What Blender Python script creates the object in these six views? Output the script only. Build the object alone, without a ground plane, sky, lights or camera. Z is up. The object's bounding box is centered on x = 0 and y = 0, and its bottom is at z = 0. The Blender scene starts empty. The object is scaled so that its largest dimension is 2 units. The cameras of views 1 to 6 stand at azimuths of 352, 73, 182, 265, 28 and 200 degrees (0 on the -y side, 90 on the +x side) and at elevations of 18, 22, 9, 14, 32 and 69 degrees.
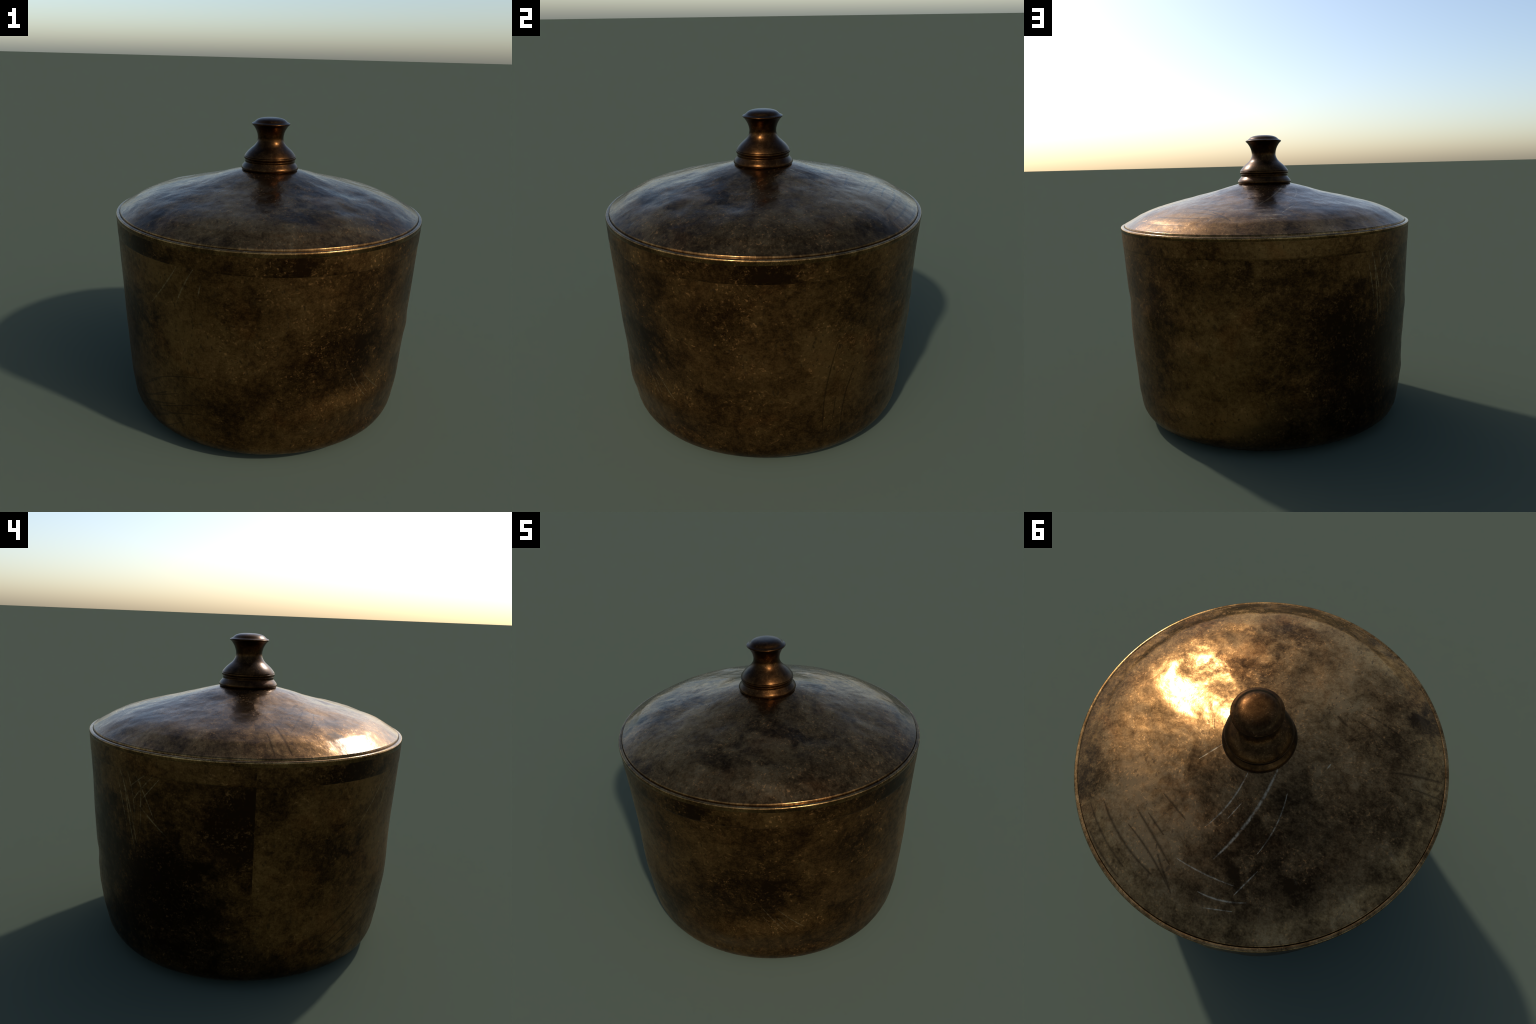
# A lidded brass cooking pot: a slightly tapered, dented drum with a rounded foot,
# an added band marking a texture seam under a rolled rim, a domed conical lid and a turned finial knob.
import bpy, math
import numpy as np
from mathutils import noise, Vector

# ----------------------------------------------------------------------------- helpers
def smooth_curve(xs, ys, x):
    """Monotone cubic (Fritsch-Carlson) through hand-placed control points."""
    xs = np.asarray(xs, float); ys = np.asarray(ys, float); x = np.clip(x, xs[0], xs[-1])
    h = np.diff(xs); d = np.diff(ys) / h
    m = np.zeros_like(ys); m[0] = d[0]; m[-1] = d[-1]
    for i in range(1, len(xs) - 1):
        if d[i - 1] * d[i] > 0:
            w1 = 2 * h[i] + h[i - 1]; w2 = h[i] + 2 * h[i - 1]
            m[i] = (w1 + w2) / (w1 / d[i - 1] + w2 / d[i])
    i = np.clip(np.searchsorted(xs, x) - 1, 0, len(xs) - 2)
    t = (x - xs[i]) / h[i]
    return ((2*t**3 - 3*t**2 + 1) * ys[i] + (t**3 - 2*t**2 + t) * h[i] * m[i]
            + (-2*t**3 + 3*t**2) * ys[i + 1] + (t**3 - t**2) * h[i] * m[i + 1])

def arc_delta(a, b):
    return (a - b + math.pi) % (2 * math.pi) - math.pi

def fbm(x, y, z, octaves=3):
    v, a, tot = 0.0, 1.0, 0.0
    for _ in range(octaves):
        v += a * noise.noise(Vector((x, y, z))); tot += a
        a *= 0.5; x *= 2.03; y *= 2.03; z *= 2.03
    return v / tot

def ring_mesh(name, rows, material, close_first=None, close_last=None, sharp_deg=38):
    """rows: list of rings (n x 3 arrays), joined into a smooth lathed surface."""
    n = len(rows[0])
    verts = [tuple(map(float, p)) for ring in rows for p in ring]
    faces = []
    for j in range(len(rows) - 1):
        a, b = j * n, (j + 1) * n
        for i in range(n):
            k = (i + 1) % n
            faces.append((a + i, a + k, b + k, b + i))
    if close_first is not None:
        verts.append(close_first); c = len(verts) - 1
        faces += [(c, (i + 1) % n, i) for i in range(n)]
    if close_last is not None:
        verts.append(close_last); c = len(verts) - 1
        o = (len(rows) - 1) * n
        faces += [(c, o + i, o + (i + 1) % n) for i in range(n)]
    me = bpy.data.meshes.new(name)
    me.from_pydata(verts, [], faces)
    me.validate(); me.update()
    me.polygons.foreach_set("use_smooth", [True] * len(me.polygons))
    me.set_sharp_from_angle(angle=math.radians(sharp_deg))
    me.materials.append(material)
    ob = bpy.data.objects.new(name, me)
    bpy.context.scene.collection.objects.link(ob)
    return ob

# ----------------------------------------------------------------------------- node helpers
class Nodes:
    def __init__(self, tree):
        self.t = tree
    def new(self, kind, **props):
        n = self.t.nodes.new(kind)
        for k, v in props.items():
            setattr(n, k, v)
        return n
    def put(self, socket, v):
        if isinstance(v, bpy.types.NodeSocket):
            self.t.links.new(v, socket)
        elif v is not None:
            socket.default_value = v
    def math(self, op, a, b=None, c=None, clamp=False):
        n = self.new("ShaderNodeMath", operation=op, use_clamp=clamp)
        for i, v in enumerate((a, b, c)):
            self.put(n.inputs[i], v)
        return n.outputs[0]
    def step(self, v, lo, hi):
        n = self.new("ShaderNodeMapRange", interpolation_type="SMOOTHSTEP")
        self.put(n.inputs[0], v); self.put(n.inputs[1], lo); self.put(n.inputs[2], hi)
        return n.outputs[0]
    def remap(self, v, a, b, c, d):
        n = self.new("ShaderNodeMapRange")
        for i, x in enumerate((v, a, b, c, d)):
            self.put(n.inputs[i], x)
        return n.outputs[0]
    def noise(self, vec, scale, detail=4.0, rough=0.55, distort=0.0, dims="3D"):
        n = self.new("ShaderNodeTexNoise", noise_dimensions=dims)
        self.put(n.inputs["Vector"], vec)
        n.inputs["Scale"].default_value = scale
        n.inputs["Detail"].default_value = detail
        n.inputs["Roughness"].default_value = rough
        n.inputs["Distortion"].default_value = distort
        return n.outputs["Fac"]
    def vec(self, x, y, z):
        n = self.new("ShaderNodeCombineXYZ")
        for i, v in enumerate((x, y, z)):
            self.put(n.inputs[i], v)
        return n.outputs[0]
    def mapping(self, vec, loc=(0, 0, 0), rot=(0, 0, 0), scale=(1, 1, 1)):
        n = self.new("ShaderNodeMapping")
        self.put(n.inputs["Vector"], vec)
        n.inputs["Location"].default_value = loc
        n.inputs["Rotation"].default_value = rot
        n.inputs["Scale"].default_value = scale
        return n.outputs[0]
    def mix(self, fac, a, b, blend="MIX"):
        n = self.new("ShaderNodeMix", data_type="RGBA", blend_type=blend)
        self.put(n.inputs[0], fac)
        for s, v in ((n.inputs[6], a), (n.inputs[7], b)):
            self.put(s, (*v, 1.0) if isinstance(v, tuple) and len(v) == 3 else v)
        return n.outputs[2]

def scratch_group():
    """Node group: mask of one scratch, a shallow arc from A to B with a bow, tapering out."""
    g = bpy.data.node_groups.new("scratch_mark", "ShaderNodeTree")
    for nm in ("U", "V", "AU", "AV", "DU", "DV", "Length", "Bow", "Width"):
        g.interface.new_socket(nm, in_out="INPUT", socket_type="NodeSocketFloat")
    g.interface.new_socket("Mask", in_out="OUTPUT", socket_type="NodeSocketFloat")
    N = Nodes(g)
    i = N.new("NodeGroupInput").outputs; o = N.new("NodeGroupOutput")
    pu = N.math("SUBTRACT", i["U"], i["AU"]); pv = N.math("SUBTRACT", i["V"], i["AV"])
    t = N.math("DIVIDE", N.math("ADD", N.math("MULTIPLY", pu, i["DU"]), N.math("MULTIPLY", pv, i["DV"])), i["Length"])
    s = N.math("SUBTRACT", N.math("MULTIPLY", pv, i["DU"]), N.math("MULTIPLY", pu, i["DV"]))
    t1 = N.math("MULTIPLY", N.math("MULTIPLY", t, N.math("SUBTRACT", 1.0, t)), 4.0)
    dist = N.math("ABSOLUTE", N.math("SUBTRACT", s, N.math("MULTIPLY", i["Bow"], t1)))
    w = N.math("MULTIPLY", i["Width"], N.math("POWER", N.math("MAXIMUM", t1, 0.0001), 0.4))
    m = N.math("SUBTRACT", 1.0, N.math("DIVIDE", dist, w), clamp=True)
    m = N.math("MULTIPLY", m, N.math("GREATER_THAN", t1, 0.001))
    N.put(o.inputs[0], m)
    return g

def scratches(N, u, v, marks, group):
    total = None
    for au, av, bu, bv, bow, width in marks:
        L = math.hypot(bu - au, bv - av)
        n = N.new("ShaderNodeGroup"); n.node_tree = group
        N.put(n.inputs["U"], u); N.put(n.inputs["V"], v)
        for nm, x in (("AU", au), ("AV", av), ("DU", (bu - au) / L), ("DV", (bv - av) / L),
                      ("Length", L), ("Bow", bow), ("Width", width)):
            n.inputs[nm].default_value = x
        total = n.outputs[0] if total is None else N.math("MAXIMUM", total, n.outputs[0])
    return total

def blotches(N, u, v, spots):
    """Soft elliptical patches: (u, v, radius u, radius v, weight); positive = paler, negative = darker."""
    total = None
    for cu, cv, ru, rv, w in spots:
        a = N.math("DIVIDE", N.math("SUBTRACT", u, cu), ru)
        b = N.math("DIVIDE", N.math("SUBTRACT", v, cv), rv)
        d = N.math("ADD", N.math("MULTIPLY", a, a), N.math("MULTIPLY", b, b))
        m = N.math("MULTIPLY", N.step(d, 1.0, 0.0), w)
        total = m if total is None else N.math("ADD", total, m)
    return total

# marks: (start u, start v, end u, end v, bow, half width)
LID_BRIGHT = [(-.01, .18, .10, .49, .022, .006), (-.14, .10, .01, .62, .034, .010), (-.22, .21, -.18, .53, .021, .005),
              (.18, .67, -.13, .70, -.010, .005), (.03, .78, -.21, .75, -.016, .006), (-.21, .60, -.14, .74, 0, .005),
              (.16, .09, .25, .19, 0, .005), (-.03, .33, .01, .42, 0, .004), (-.02, .84, -.16, .81, 0, .004),
              (-.36, .02, -.37, -.01, 0, .005)]
LID_DARK = [(.66, .51, .27, .78, -.029, .012), (.73, .54, .42, .79, -.020, .010), (.68, .67, .44, .84, -.012, .010),
            (.48, .59, .15, .83, .015, .009), (.46, .51, .20, .71, .002, .012), (.40, .51, .28, .59, 0, .009),
            (.36, .40, .20, .49, 0, .009), (.28, .68, .15, .83, 0, .012), (-.42, -.30, -.75, -.19, .005, .012),
            (-.44, -.36, -.69, -.30, .009, .009), (-.32, -.28, -.39, -.24, 0, .014), (-.67, -.10, -.94, -.18, 0, .012),
            (-.78, -.06, -.96, -.09, 0, .010)]
BODY_BRIGHT = [(-2.16, 1.22, -2.38, .95, .008, .006), (-2.05, 1.23, -2.18, .99, -.007, .006), (-2.01, 1.15, -2.03, 1.07, 0, .005),
               (-1.11, .58, -.96, .37, -.008, .004), (-1.02, .57, -.85, .40, -.009, .005), (-1.02, .49, -.96, .41, 0, .004),
               (-1.11, .51, -1.07, .43, 0, .003), (2.22, 1.23, 2.33, .82, .018, .006), (2.29, 1.22, 2.33, .95, .014, .005),
               (2.42, 1.23, 2.31, 1.15, 0, .005), (2.47, 1.23, 2.33, 1.08, -.004, .005), (2.37, 1.05, 2.54, .91, -.002, .006),
               (2.35, 1.22, 2.47, .98, .006, .004), (2.20, 1.16, 2.26, .9, .004, .004), (2.51, 1.22, 2.40, 1.1, 0, .004), (2.38, 1.20, 2.36, .88, .01, .004), (2.24, 1.23, 2.31, .78, .002, .005)]
BODY_DARK = [(-2.35, .45, -2.60, .29, 0, .006), (-2.29, .38, -2.52, .25, 0, .008), (-2.22, .32, -2.62, .18, 0, .009),
             (-2.30, .21, -2.46, .13, 0, .006), (-2.20, .25, -2.41, .21, 0, .005), (.13, .83, .06, .24, -.031, .007),
             (.25, .65, .20, .11, -.041, .008), (.13, .47, .12, .30, 0, .006), (-2.49, .37, -1.99, .57, .033, .006),
             (-2.56, .24, -2.20, .40, 0, .007), (-2.46, .21, -2.01, .39, 0, .006), (-2.43, .15, -2.01, .31, .020, .007),
             (-2.35, .10, -2.15, .22, 0, .006)]

def brass(name, layout, bright, dark, group, spots=(), seed=0.0,
          rough=(0.26, 0.44), grain=1.0, lightness=0.0, bump=1.0, gain=1.0, warm=(1, 1, 1), metal=.985, wear_mix=.6):
    m = bpy.data.materials.new(name); m.use_nodes = True
    t = m.node_tree; t.nodes.clear(); N = Nodes(t)
    out = N.new("ShaderNodeOutputMaterial"); p = N.new("ShaderNodeBsdfPrincipled")
    N.put(out.inputs[0], p.outputs[0])
    co = N.new("ShaderNodeTexCoord").outputs["Object"]
    sp = N.new("ShaderNodeSeparateXYZ"); N.put(sp.inputs[0], co)
    x, y, z = sp.outputs
    ang = N.math("ARCTAN2", y, x)
    if layout == "wrap":           # pattern wrapped round the drum, copying a texture seam at the -x side
        u, v = N.math("MULTIPLY", ang, 0.96), z
        flat = N.vec(u, v, seed)
    elif layout == "solid":
        u, v = x, y
        flat = N.mapping(co, loc=(seed, 0, 0), scale=(2.2, 2.2, 2.2))
    else:                          # disc
        u, v = x, y
        # a little swirl so that the noise breaks at a radial texture seam
        flat = N.vec(N.math("ADD", x, N.math("MULTIPLY", ang, 0.035)), N.math("ADD", y, N.math("MULTIPLY", ang, -0.05)), seed)
    big = N.noise(flat, 1.7, 4, 0.55, 0.35)
    mid = N.noise(N.mapping(flat, loc=(3.1, 7.7, 1.3)), 7.0, 6, 0.62, 0.6)
    fine = N.noise(N.mapping(flat, loc=(9.1, 2.7, 4.3)), 34.0, 5, 0.68, 0.2)
    grit = N.noise(N.mapping(flat, loc=(1.1, 5.7, 2.3)), 105.0, 3, 0.6)
    pits = N.noise(N.mapping(flat, loc=(4.1, 0.7, 8.3), rot=(0, 0, 0.5), scale=(1.0, 0.55, 1.0)), 46.0, 3, 0.5)

    f = N.math("MULTIPLY", N.math("SUBTRACT", big, 0.5), 1.5)
    f = N.math("ADD", f, N.math("MULTIPLY", N.math("SUBTRACT", mid, 0.5), 1.35))
    f = N.math("ADD", f, N.math("MULTIPLY", N.math("SUBTRACT", fine, 0.5), 1.35 * grain))
    f = N.math("ADD", f, N.math("MULTIPLY", N.math("SUBTRACT", grit, 0.5), 0.7 * grain))
    f = N.math("ADD", f, 0.5 + lightness)
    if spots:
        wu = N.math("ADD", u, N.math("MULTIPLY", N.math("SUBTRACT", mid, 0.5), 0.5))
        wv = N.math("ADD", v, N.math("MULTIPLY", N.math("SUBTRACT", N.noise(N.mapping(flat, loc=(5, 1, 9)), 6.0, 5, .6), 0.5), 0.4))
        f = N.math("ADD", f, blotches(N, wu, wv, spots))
    ramp = N.new("ShaderNodeValToRGB"); N.put(ramp.inputs[0], f)
    e = ramp.color_ramp.elements
    stops = [(0.0, (.050, .026, .009)), (0.3, (.13, .070, .024)), (0.6, (.27, .150, .052)), (1.0, (.46, .275, .105))]
    for i, (pos, c) in enumerate(stops):
        el = e[i] if i < 2 else e.new(pos)
        el.position = pos; el.color = (*(a * gain * b for a, b in zip(c, warm)), 1)
    col = ramp.outputs[0]
    # ruddy oxide bloom and copper-coloured specks
    bloom = N.step(N.noise(N.mapping(flat, loc=(6, 6, 6)), 3.2, 5, 0.6, 0.5), 0.52, 0.72)
    col = N.mix(N.math("MULTIPLY", bloom, 0.45), col, N.mix(1.0, col, (1.10, .80, .62), "MULTIPLY"))
    speck = N.math("MULTIPLY", N.step(N.noise(N.mapping(flat, loc=(2, 8, 5)), 62.0, 3, 0.65), 0.53, 0.70), N.step(mid, 0.40, 0.60))
    col = N.mix(N.math("MULTIPLY", speck, 0.30 * grain), col, (.40, .19, .06))
    # small dark pits
    pit = N.math("MULTIPLY", N.step(pits, 0.62, 0.70), N.step(big, 0.35, 0.6))
    col = N.mix(N.math("MULTIPLY", pit, 0.7 * grain), col, (.075, .042, .018))
    height = N.math("MULTIPLY", N.math("SUBTRACT", mid, 0.5), 0.0028)
    height = N.math("ADD", height, N.math("MULTIPLY", fine, 0.0008))
    height = N.math("ADD", height, N.math("MULTIPLY", pit, -0.0004))
    rgh = N.remap(N.math("ADD", N.math("MULTIPLY", mid, 0.6), N.math("MULTIPLY", fine, 0.4)), 0.3, 0.7, rough[1], rough[0])
    rgh = N.math("ADD", rgh, N.math("MULTIPLY", speck, 0.16 * grain))
    if bright:
        s = scratches(N, u, v, bright, group)
        wear = N.math("MULTIPLY", s, N.remap(fine, 0.42, 0.6, 0.15, 1.0))
        col = N.mix(N.math("MULTIPLY", wear, wear_mix, clamp=True), col, (.50, .38, .22))
        height = N.math("ADD", height, N.math("MULTIPLY", s, -0.0005))
    if dark:
        s = scratches(N, u, v, dark, group)
        col = N.mix(N.math("MULTIPLY", s, 0.75, clamp=True), col, (.035, .018, .007))
        height = N.math("ADD", height, N.math("MULTIPLY", s, -0.0004))
    b = N.new("ShaderNodeBump"); b.inputs["Strength"].default_value = 0.55 * bump
    b.inputs["Distance"].default_value = 1.0
    N.put(b.inputs["Height"], height)
    N.put(p.inputs["Normal"], b.outputs[0])
    N.put(p.inputs["Base Color"], col)
    N.put(p.inputs["Roughness"], rgh)
    N.put(p.inputs["Metallic"], N.math("SUBTRACT", metal, N.math("MULTIPLY", speck, 0.05 * grain)))
    return m

group = scratch_group()
# paler (+) and darker (-) patches, tarnish plus some painted shade and glow: (u, v, radius u, radius v, weight)
BODY_SPOTS = [(-2.15, .72, .30, .42, 0.22), (-2.22, .28, .28, .16, 0.16), (-1.33, 1.02, .22, .2, 0.14), (-2.33, 1.15, .2, .14, 0.14),
              (-2.58, .82, .22, .26, -0.30), (-1.25, .62, .32, .26, -0.23), (-1.75, .95, .3, .25, -0.11), (-1.9, .38, .2, .14, -0.09),
              (.05, .74, .16, .2, 0.22), (-.6, .62, .22, .14, 0.14), (-.35, .22, .5, .16, 0.14), (-.80, 1.1, .2, .2, 0.09),
              (-.5, .98, .25, .24, -0.20), (.2, .95, .18, .16, -0.18), (-1.0, .72, .16, .25, -0.22), (.62, 1.02, .16, .2, -0.23),
              (1.2, .6, .36, .36, 0.23), (1.5, .85, .3, .25, 0.18), (1.42, .28, .3, .18, 0.25), (.98, .4, .2, .3, 0.18), (1.5, 1.19, .16, .04, 0.22),
              (.84, .95, .14, .2, -0.29), (2.05, .8, .32, .3, -0.54), (2.1, .42, .4, .36, -0.54), (1.5, .5, .1, .08, -0.18), (1.9, .16, .5, .12, -0.29),  # heavy negatives also paint in the reflection of shadowed ground
              (-2.78, 1.1, .26, .16, 0.18), (-2.9, .62, .3, .3, 0.16), (-2.55, .38, .3, .2, 0.23), (2.66, .98, .12, .24, 0.20), (2.80, .68, .12, .16, 0.14),
              (2.93, 1.0, .2, .28, -0.60), (2.55, .62, .3, .3, -0.43), (2.65, .3, .5, .25, -0.27), (2.42, .95, .14, .2, 0.09)]  # dark ones deepen the texture seam and the painted ground-shadow reflection
BAND_SPOTS = [(-1.54, 1.28, .14, .1, -.34), (-2.4, 1.27, .35, .1, -.35), (-.25, 1.28, .24, .09, -.4), (-2.62, 1.27, .3, .09, -.35),
                (.45, 1.28, .3, .2, .2), (1.4, 1.28, .7, .2, .2), (2.7, 1.28, .3, .2, .25), (-1.1, 1.28, .3, .2, .15)]
LID_SPOTS = [(-.42, .23, .30, .24, -.22), (-.70, .15, .22, .16, -.25), (0, -.76, .16, .1, -.38), (-.80, -.50, .1, .16, -.35), (-.28, .58, .26, .26, -.35),  # first patch paints the knob's cast shadow into the colour
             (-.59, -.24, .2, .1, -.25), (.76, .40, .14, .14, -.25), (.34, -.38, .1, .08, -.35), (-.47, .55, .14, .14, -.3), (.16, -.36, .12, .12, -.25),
             (.60, .12, .40, .40, .30), (-.27, -.45, .22, .2, .28), (.42, .52, .36, .30, .38), (.13, .84, .16, .1, .15), (-.70, .34, .14, .12, .1),  # large pale patches on the +x side put sun glow into the colour
             (-.85, -.12, .12, .1, .25), (-.63, .58, .16, .14, .12), (.24, -.52, .2, .14, .25), (-.50, -.73, .2, .12, .22), (.38, -.74, .2, .1, .25)]
mat_body = brass("tarnished_brass_wall", "wrap", BODY_BRIGHT, BODY_DARK, group, BODY_SPOTS, seed=0.3, gain=.48, warm=(1.08, .96, .86), grain=1.15)
mat_band = brass("tarnished_brass_band", "wrap", [], [], group, BAND_SPOTS, seed=5.7, lightness=-0.05, gain=.48, warm=(1.08, .96, .86), grain=1.15)
mat_rim = brass("worn_brass_rim", "solid", [], [], group, seed=2.2, lightness=0.05, rough=(.15, .26), bump=.3, gain=.66)
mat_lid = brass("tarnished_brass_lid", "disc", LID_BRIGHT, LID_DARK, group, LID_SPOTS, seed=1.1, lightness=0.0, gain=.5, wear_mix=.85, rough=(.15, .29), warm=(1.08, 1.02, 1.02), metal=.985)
mat_knob = brass("polished_dark_brass", "solid", [], [], group, seed=8.4, lightness=-0.05, rough=(.26, .36), grain=.5, bump=.1, gain=.16, warm=(1.25, .97, .8))

# ----------------------------------------------------------------------------- drum shape
SEG = 448
TH = np.linspace(-math.pi, math.pi, SEG, endpoint=False)
RIM_Z = 1.347
SEAM_Z = 1.227
WALL_Z = [0, .03, .07, .12, .18, .25, .35, .5, .65, .8, .95, 1.1, 1.22, 1.347]
WALL_R = [.79, .843, .892, .915, .925, .936, .943, .953, .9625, .968, .9745, .9815, .9878, .9945]
# out-of-round: (cos, sin) weights in millimetres of the 1st..4th harmonic at a few heights
OVAL_Z = [0, .12, .35, .5, .8, 1.1, 1.347]
OVAL = [[(-4, -11), (6, -5), (1, 5), (-3, -3)],
        [(-1, -3), (4, -2), (2, 4), (-2, -1)],
        [(-4, 2), (2, -7), (6, 3), (1, -1)],
        [(-2, 4), (1, -4), (5, 3), (2, -2)],
        [(-1, 2), (0, -5), (3, 1), (3, -2)],
        [(1, -3), (0, -3), (1, 0), (3, 0)],
        [(1, -2), (1, 0), (1, -1), (1, 0)]]
# knocks and bulges: (angle deg, z, height mm, half width rad, half height)
KNOCKS = [(-22, .66, 6, .16, .05), (171, .335, 6, .10, .04), (171, .79, 6, .14, .05), (60, .82, 6, .14, .05),
          (58, .24, 5, .16, .05), (103, .47, 4, .12, .05), (103, .38, 4, .12, .05), (103, .56, -4, .12, .05),
          (15, .86, -6, .14, .06), (175, .54, -5, .12, .05), (-62, .35, 18, .42, .09), (-82, .30, 8, .14, .07),
          (-119, .50, 17, .24, .16), (42, .80, 15, .13, .11), (66, .66, 12, .1, .07), (82, .40, -10, .1, .1), (90, .55, 13, .09, .45)]
FLAT = (139, .51, 25, .46, .37)   # the big flattened side: angle, height, depth mm, half extents

def wall_radius(th, z):
    r = smooth_curve(WALL_Z, WALL_R, z)
    for k in range(4):
        c = smooth_curve(OVAL_Z, [row[k][0] for row in OVAL], z) / 1000
        s = smooth_curve(OVAL_Z, [row[k][1] for row in OVAL], z) / 1000
        r = r + c * np.cos((k + 1) * th) + s * np.sin((k + 1) * th)
    fade = np.clip((1.25 - z) / .25, 0, 1)
    for ang, cz, hgt, wt, wz in KNOCKS:
        d = (arc_delta(th, math.radians(ang)) / wt) ** 2 + ((z - cz) / wz) ** 2
        r = r + hgt / 1000 * np.exp(-d) * fade
    ang, cz, dep, wt, wz = FLAT
    d = np.abs(arc_delta(th, math.radians(ang)) / wt) ** 3 + np.abs((z - cz) / wz) ** 3
    r = r - dep / 1000 * np.exp(-1.2 * d)
    n = np.array([fbm(3.2 * math.cos(a), 3.2 * math.sin(a), 3.0 * z + 4) for a in th])
    return r + .003 * n * (0.25 + .75 * fade) * min(1.0, z / .1)

def ring(r, z, th=TH):
    r = np.broadcast_to(r, th.shape); z = np.broadcast_to(z, th.shape)
    return np.stack([r * np.cos(th), r * np.sin(th), z], -1)

root = bpy.data.objects.new("lidded_pot", None)
bpy.context.scene.collection.objects.link(root)
root["label"] = "old tarnished brass pot with domed lid and knob"
root["category"] = "cooking pot"

# pot body: floor, rounded foot, tapering wall, then back down inside
rows = [ring(.25, 0.0), ring(.42, 0.0), ring(.58, .003), ring(.68, .007), ring(.75, .0125), ring(.79, .0175), ring(.815, .022)]
zs = np.concatenate([np.linspace(.028, .12, 16), np.linspace(.14, .30, 14), np.linspace(.32, SEAM_Z, 70)])
for z in zs:
    rows.append(ring(wall_radius(TH, z), z))
# the body goes on behind the seam band, a hair inside it, to the mouth and down the inner face
rows.append(ring(wall_radius(TH, SEAM_Z) - .004, SEAM_Z + .001))
rows.append(ring(wall_radius(TH, 1.32) - .006, 1.32))
for z in (1.32, 1.1, .8, .5, .25, .12):
    rows.append(ring(wall_radius(TH, z) - .026, z))
rows.append(ring(.80, .06)); rows.append(ring(.60, .035))
body = ring_mesh("pot_body", rows, mat_body, (0, 0, 0), (0, 0, .03))

# band added for a texture seam, standing slightly proud of the wall
rows = [ring(wall_radius(TH, SEAM_Z) - .004, SEAM_Z - .0012), ring(wall_radius(TH, SEAM_Z) + .0004, SEAM_Z - .0012)]
for z in np.linspace(SEAM_Z + .001, 1.334, 12):
    rows.append(ring(wall_radius(TH, z) + .0012, z))
rows.append(ring(wall_radius(TH, 1.334) - .005, 1.335))
seam_band = ring_mesh("seam_band", rows, mat_band)

# rolled rim: rounded outer lip with a flat top
edge = wall_radius(TH, RIM_Z)
tilt = -.0045 * np.sin(TH) + .0006 * np.cos(TH)
rows = []
for dr, dz in [(-.004, -.018), (.0002, -.0168), (.0011, -.012), (.0021, -.006), (.0022, .002), (.0015, .0072), (-.0005, .0106), (-.0035, .0124),
               (-.006, .0130), (-.0172, .0137), (-.0190, .0130), (-.0198, .010), (-.0198, -.012)]:
    rows.append(ring(edge + dr, RIM_Z + dz + tilt * min(1, max(0, dz + .0168) / .010)))
rim = ring_mesh("rim", rows, mat_rim, sharp_deg=50)

# ----------------------------------------------------------------------------- lid
LID_R = [.02, .15, .22, .30, .40, .50, .60, .70, .78, .85, .865, .90, .94, .962, .9695, .9722]
LID_Z = [1.640, 1.626, 1.610, 1.589, 1.561, 1.536, 1.512, 1.487, 1.464, 1.4366, 1.4298, 1.4098, 1.387, 1.3745, 1.3700, 1.362]
# dents: (angle deg, radius, height mm, size)
LID_DENTS = [(-33, .56, -9, .10), (-28, .74, 5, .09), (-5, .48, 3, .10), (-58, .70, -7, .07), (-64, .62, 5, .06), (-135, .62, -5, .10), (-120, .76, 4, .08), (140, .75, 5, .09),
             (120, .9, -4, .06), (-20, .7, 3, .12), (30, .8, 3, .12), (-100, .45, -4, .09), (-160, .8, -4, .09), (-80, .78, -4, .07)]

def lid_height(th, r):
    z = smooth_curve(LID_R, LID_Z, np.full_like(th, r))
    x, y = r * np.cos(th), r * np.sin(th)
    for ang, rr, hgt, s in LID_DENTS:
        a = math.radians(ang)
        z = z + hgt / 1000 * np.exp(-((x - rr * math.cos(a)) ** 2 + (y - rr * math.sin(a)) ** 2) / s ** 2)
    env = min(1, max(0, (r - .16) / .15)) * min(1, (.97 - r) / .06)
    n = np.array([fbm(4.5 * a + 2, 4.5 * b, 7.3, 4) for a, b in zip(x, y)])
    return z + .0085 * n * env + tilt * (r / .9722) ** 4

rows = []
rim_in = edge - .0213
scale = rim_in / .9722
for r in [.02, .08, .13] + list(np.linspace(.16, .84, 62)) + list(np.linspace(.848, .956, 20)) + [.960, .963, .9655, .9675, .969, .9704, .9715, .9722]:
    k = 1 + (scale - 1) * (r / .9722) ** 2
    rows.append(ring(r * k, lid_height(TH, r)))
rows = rows[::-1]
under = [ring(rim_in, RIM_Z - .03 + tilt)]
lid = ring_mesh("lid", under + rows, mat_lid, None, (0, 0, 1.636))

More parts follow.
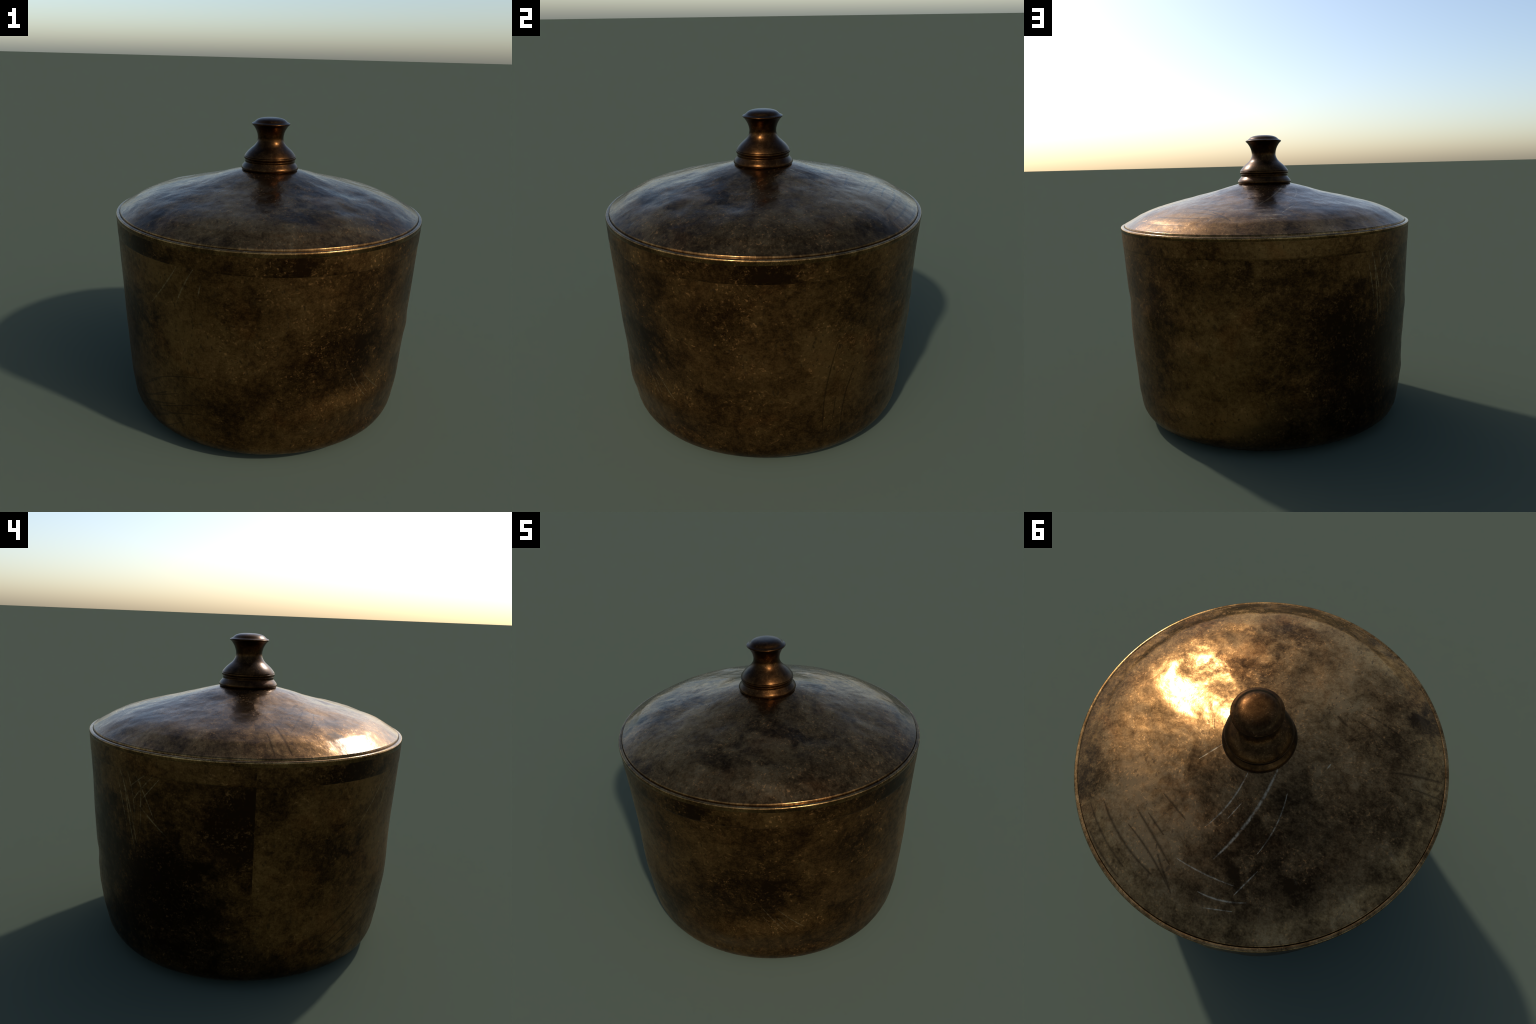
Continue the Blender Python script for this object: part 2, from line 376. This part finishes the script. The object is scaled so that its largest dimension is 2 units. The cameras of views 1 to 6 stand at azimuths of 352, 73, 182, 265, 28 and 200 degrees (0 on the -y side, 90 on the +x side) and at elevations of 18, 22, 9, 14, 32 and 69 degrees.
# ----------------------------------------------------------------------------- knob
KSEG = 160
KT = np.linspace(-math.pi, math.pi, KSEG, endpoint=False)
KNOB = [(.150, 1.604), (.172, 1.606), (.176, 1.611), (.1772, 1.6165), (.1755, 1.6195), (.1800, 1.6215), (.1845, 1.6260), (.1866, 1.6320),
        (.1855, 1.6380), (.1815, 1.6460), (.1750, 1.6540), (.1680, 1.6620), (.1640, 1.6668), (.1622, 1.6690),
        (.1620, 1.6740), (.1628, 1.6810), (.1636, 1.6836), (.1628, 1.6850), (.1638, 1.6880), (.1672, 1.6910), (.1692, 1.6960), (.1690, 1.7020), (.1678, 1.7045),
        (.1655, 1.7058), (.1675, 1.7085), (.1660, 1.7120), (.1610, 1.7195), (.1547, 1.7275), (.1435, 1.7400), (.1310, 1.7515), (.1175, 1.7630),
        (.1063, 1.7730), (.0965, 1.7850), (.0890, 1.7985), (.0848, 1.8110), (.0834, 1.8225), (.0838, 1.8330), (.0855, 1.8440),
        (.0890, 1.8570), (.0940, 1.8700), (.1010, 1.8830), (.1085, 1.8945), (.1160, 1.9030), (.1205, 1.9065), (.1236, 1.9105), (.1240, 1.9135),
        (.1220, 1.9165), (.1170, 1.9190), (.1100, 1.9220), (.1040, 1.9265), (.0960, 1.9340), (.0880, 1.9395), (.0780, 1.9440), (.0620, 1.9485),
        (.0420, 1.9515), (.0200, 1.9528)]
def knob_rows(profile):
    # resample the turned profile finely, chord by chord (Catmull-Rom)
    P = np.array(profile); out = []
    for i in range(len(P) - 1):
        p0, p1, p2, p3 = P[max(i - 1, 0)], P[i], P[i + 1], P[min(i + 2, len(P) - 1)]
        for t in (0, .5):
            out.append(.5 * (2*p1 + (p2 - p0)*t + (2*p0 - 5*p1 + 4*p2 - p3)*t*t + (3*p1 - p0 - 3*p2 + p3)*t**3))
    out.append(P[-1])
    return [ring(r, z, KT) for r, z in out]
knob = ring_mesh("knob", knob_rows(KNOB), mat_knob, (0, 0, 1.604), (0, 0, 1.953), 60)

for ob, par in ((body, root), (seam_band, body), (rim, body), (lid, root), (knob, lid)):
    ob.parent = par
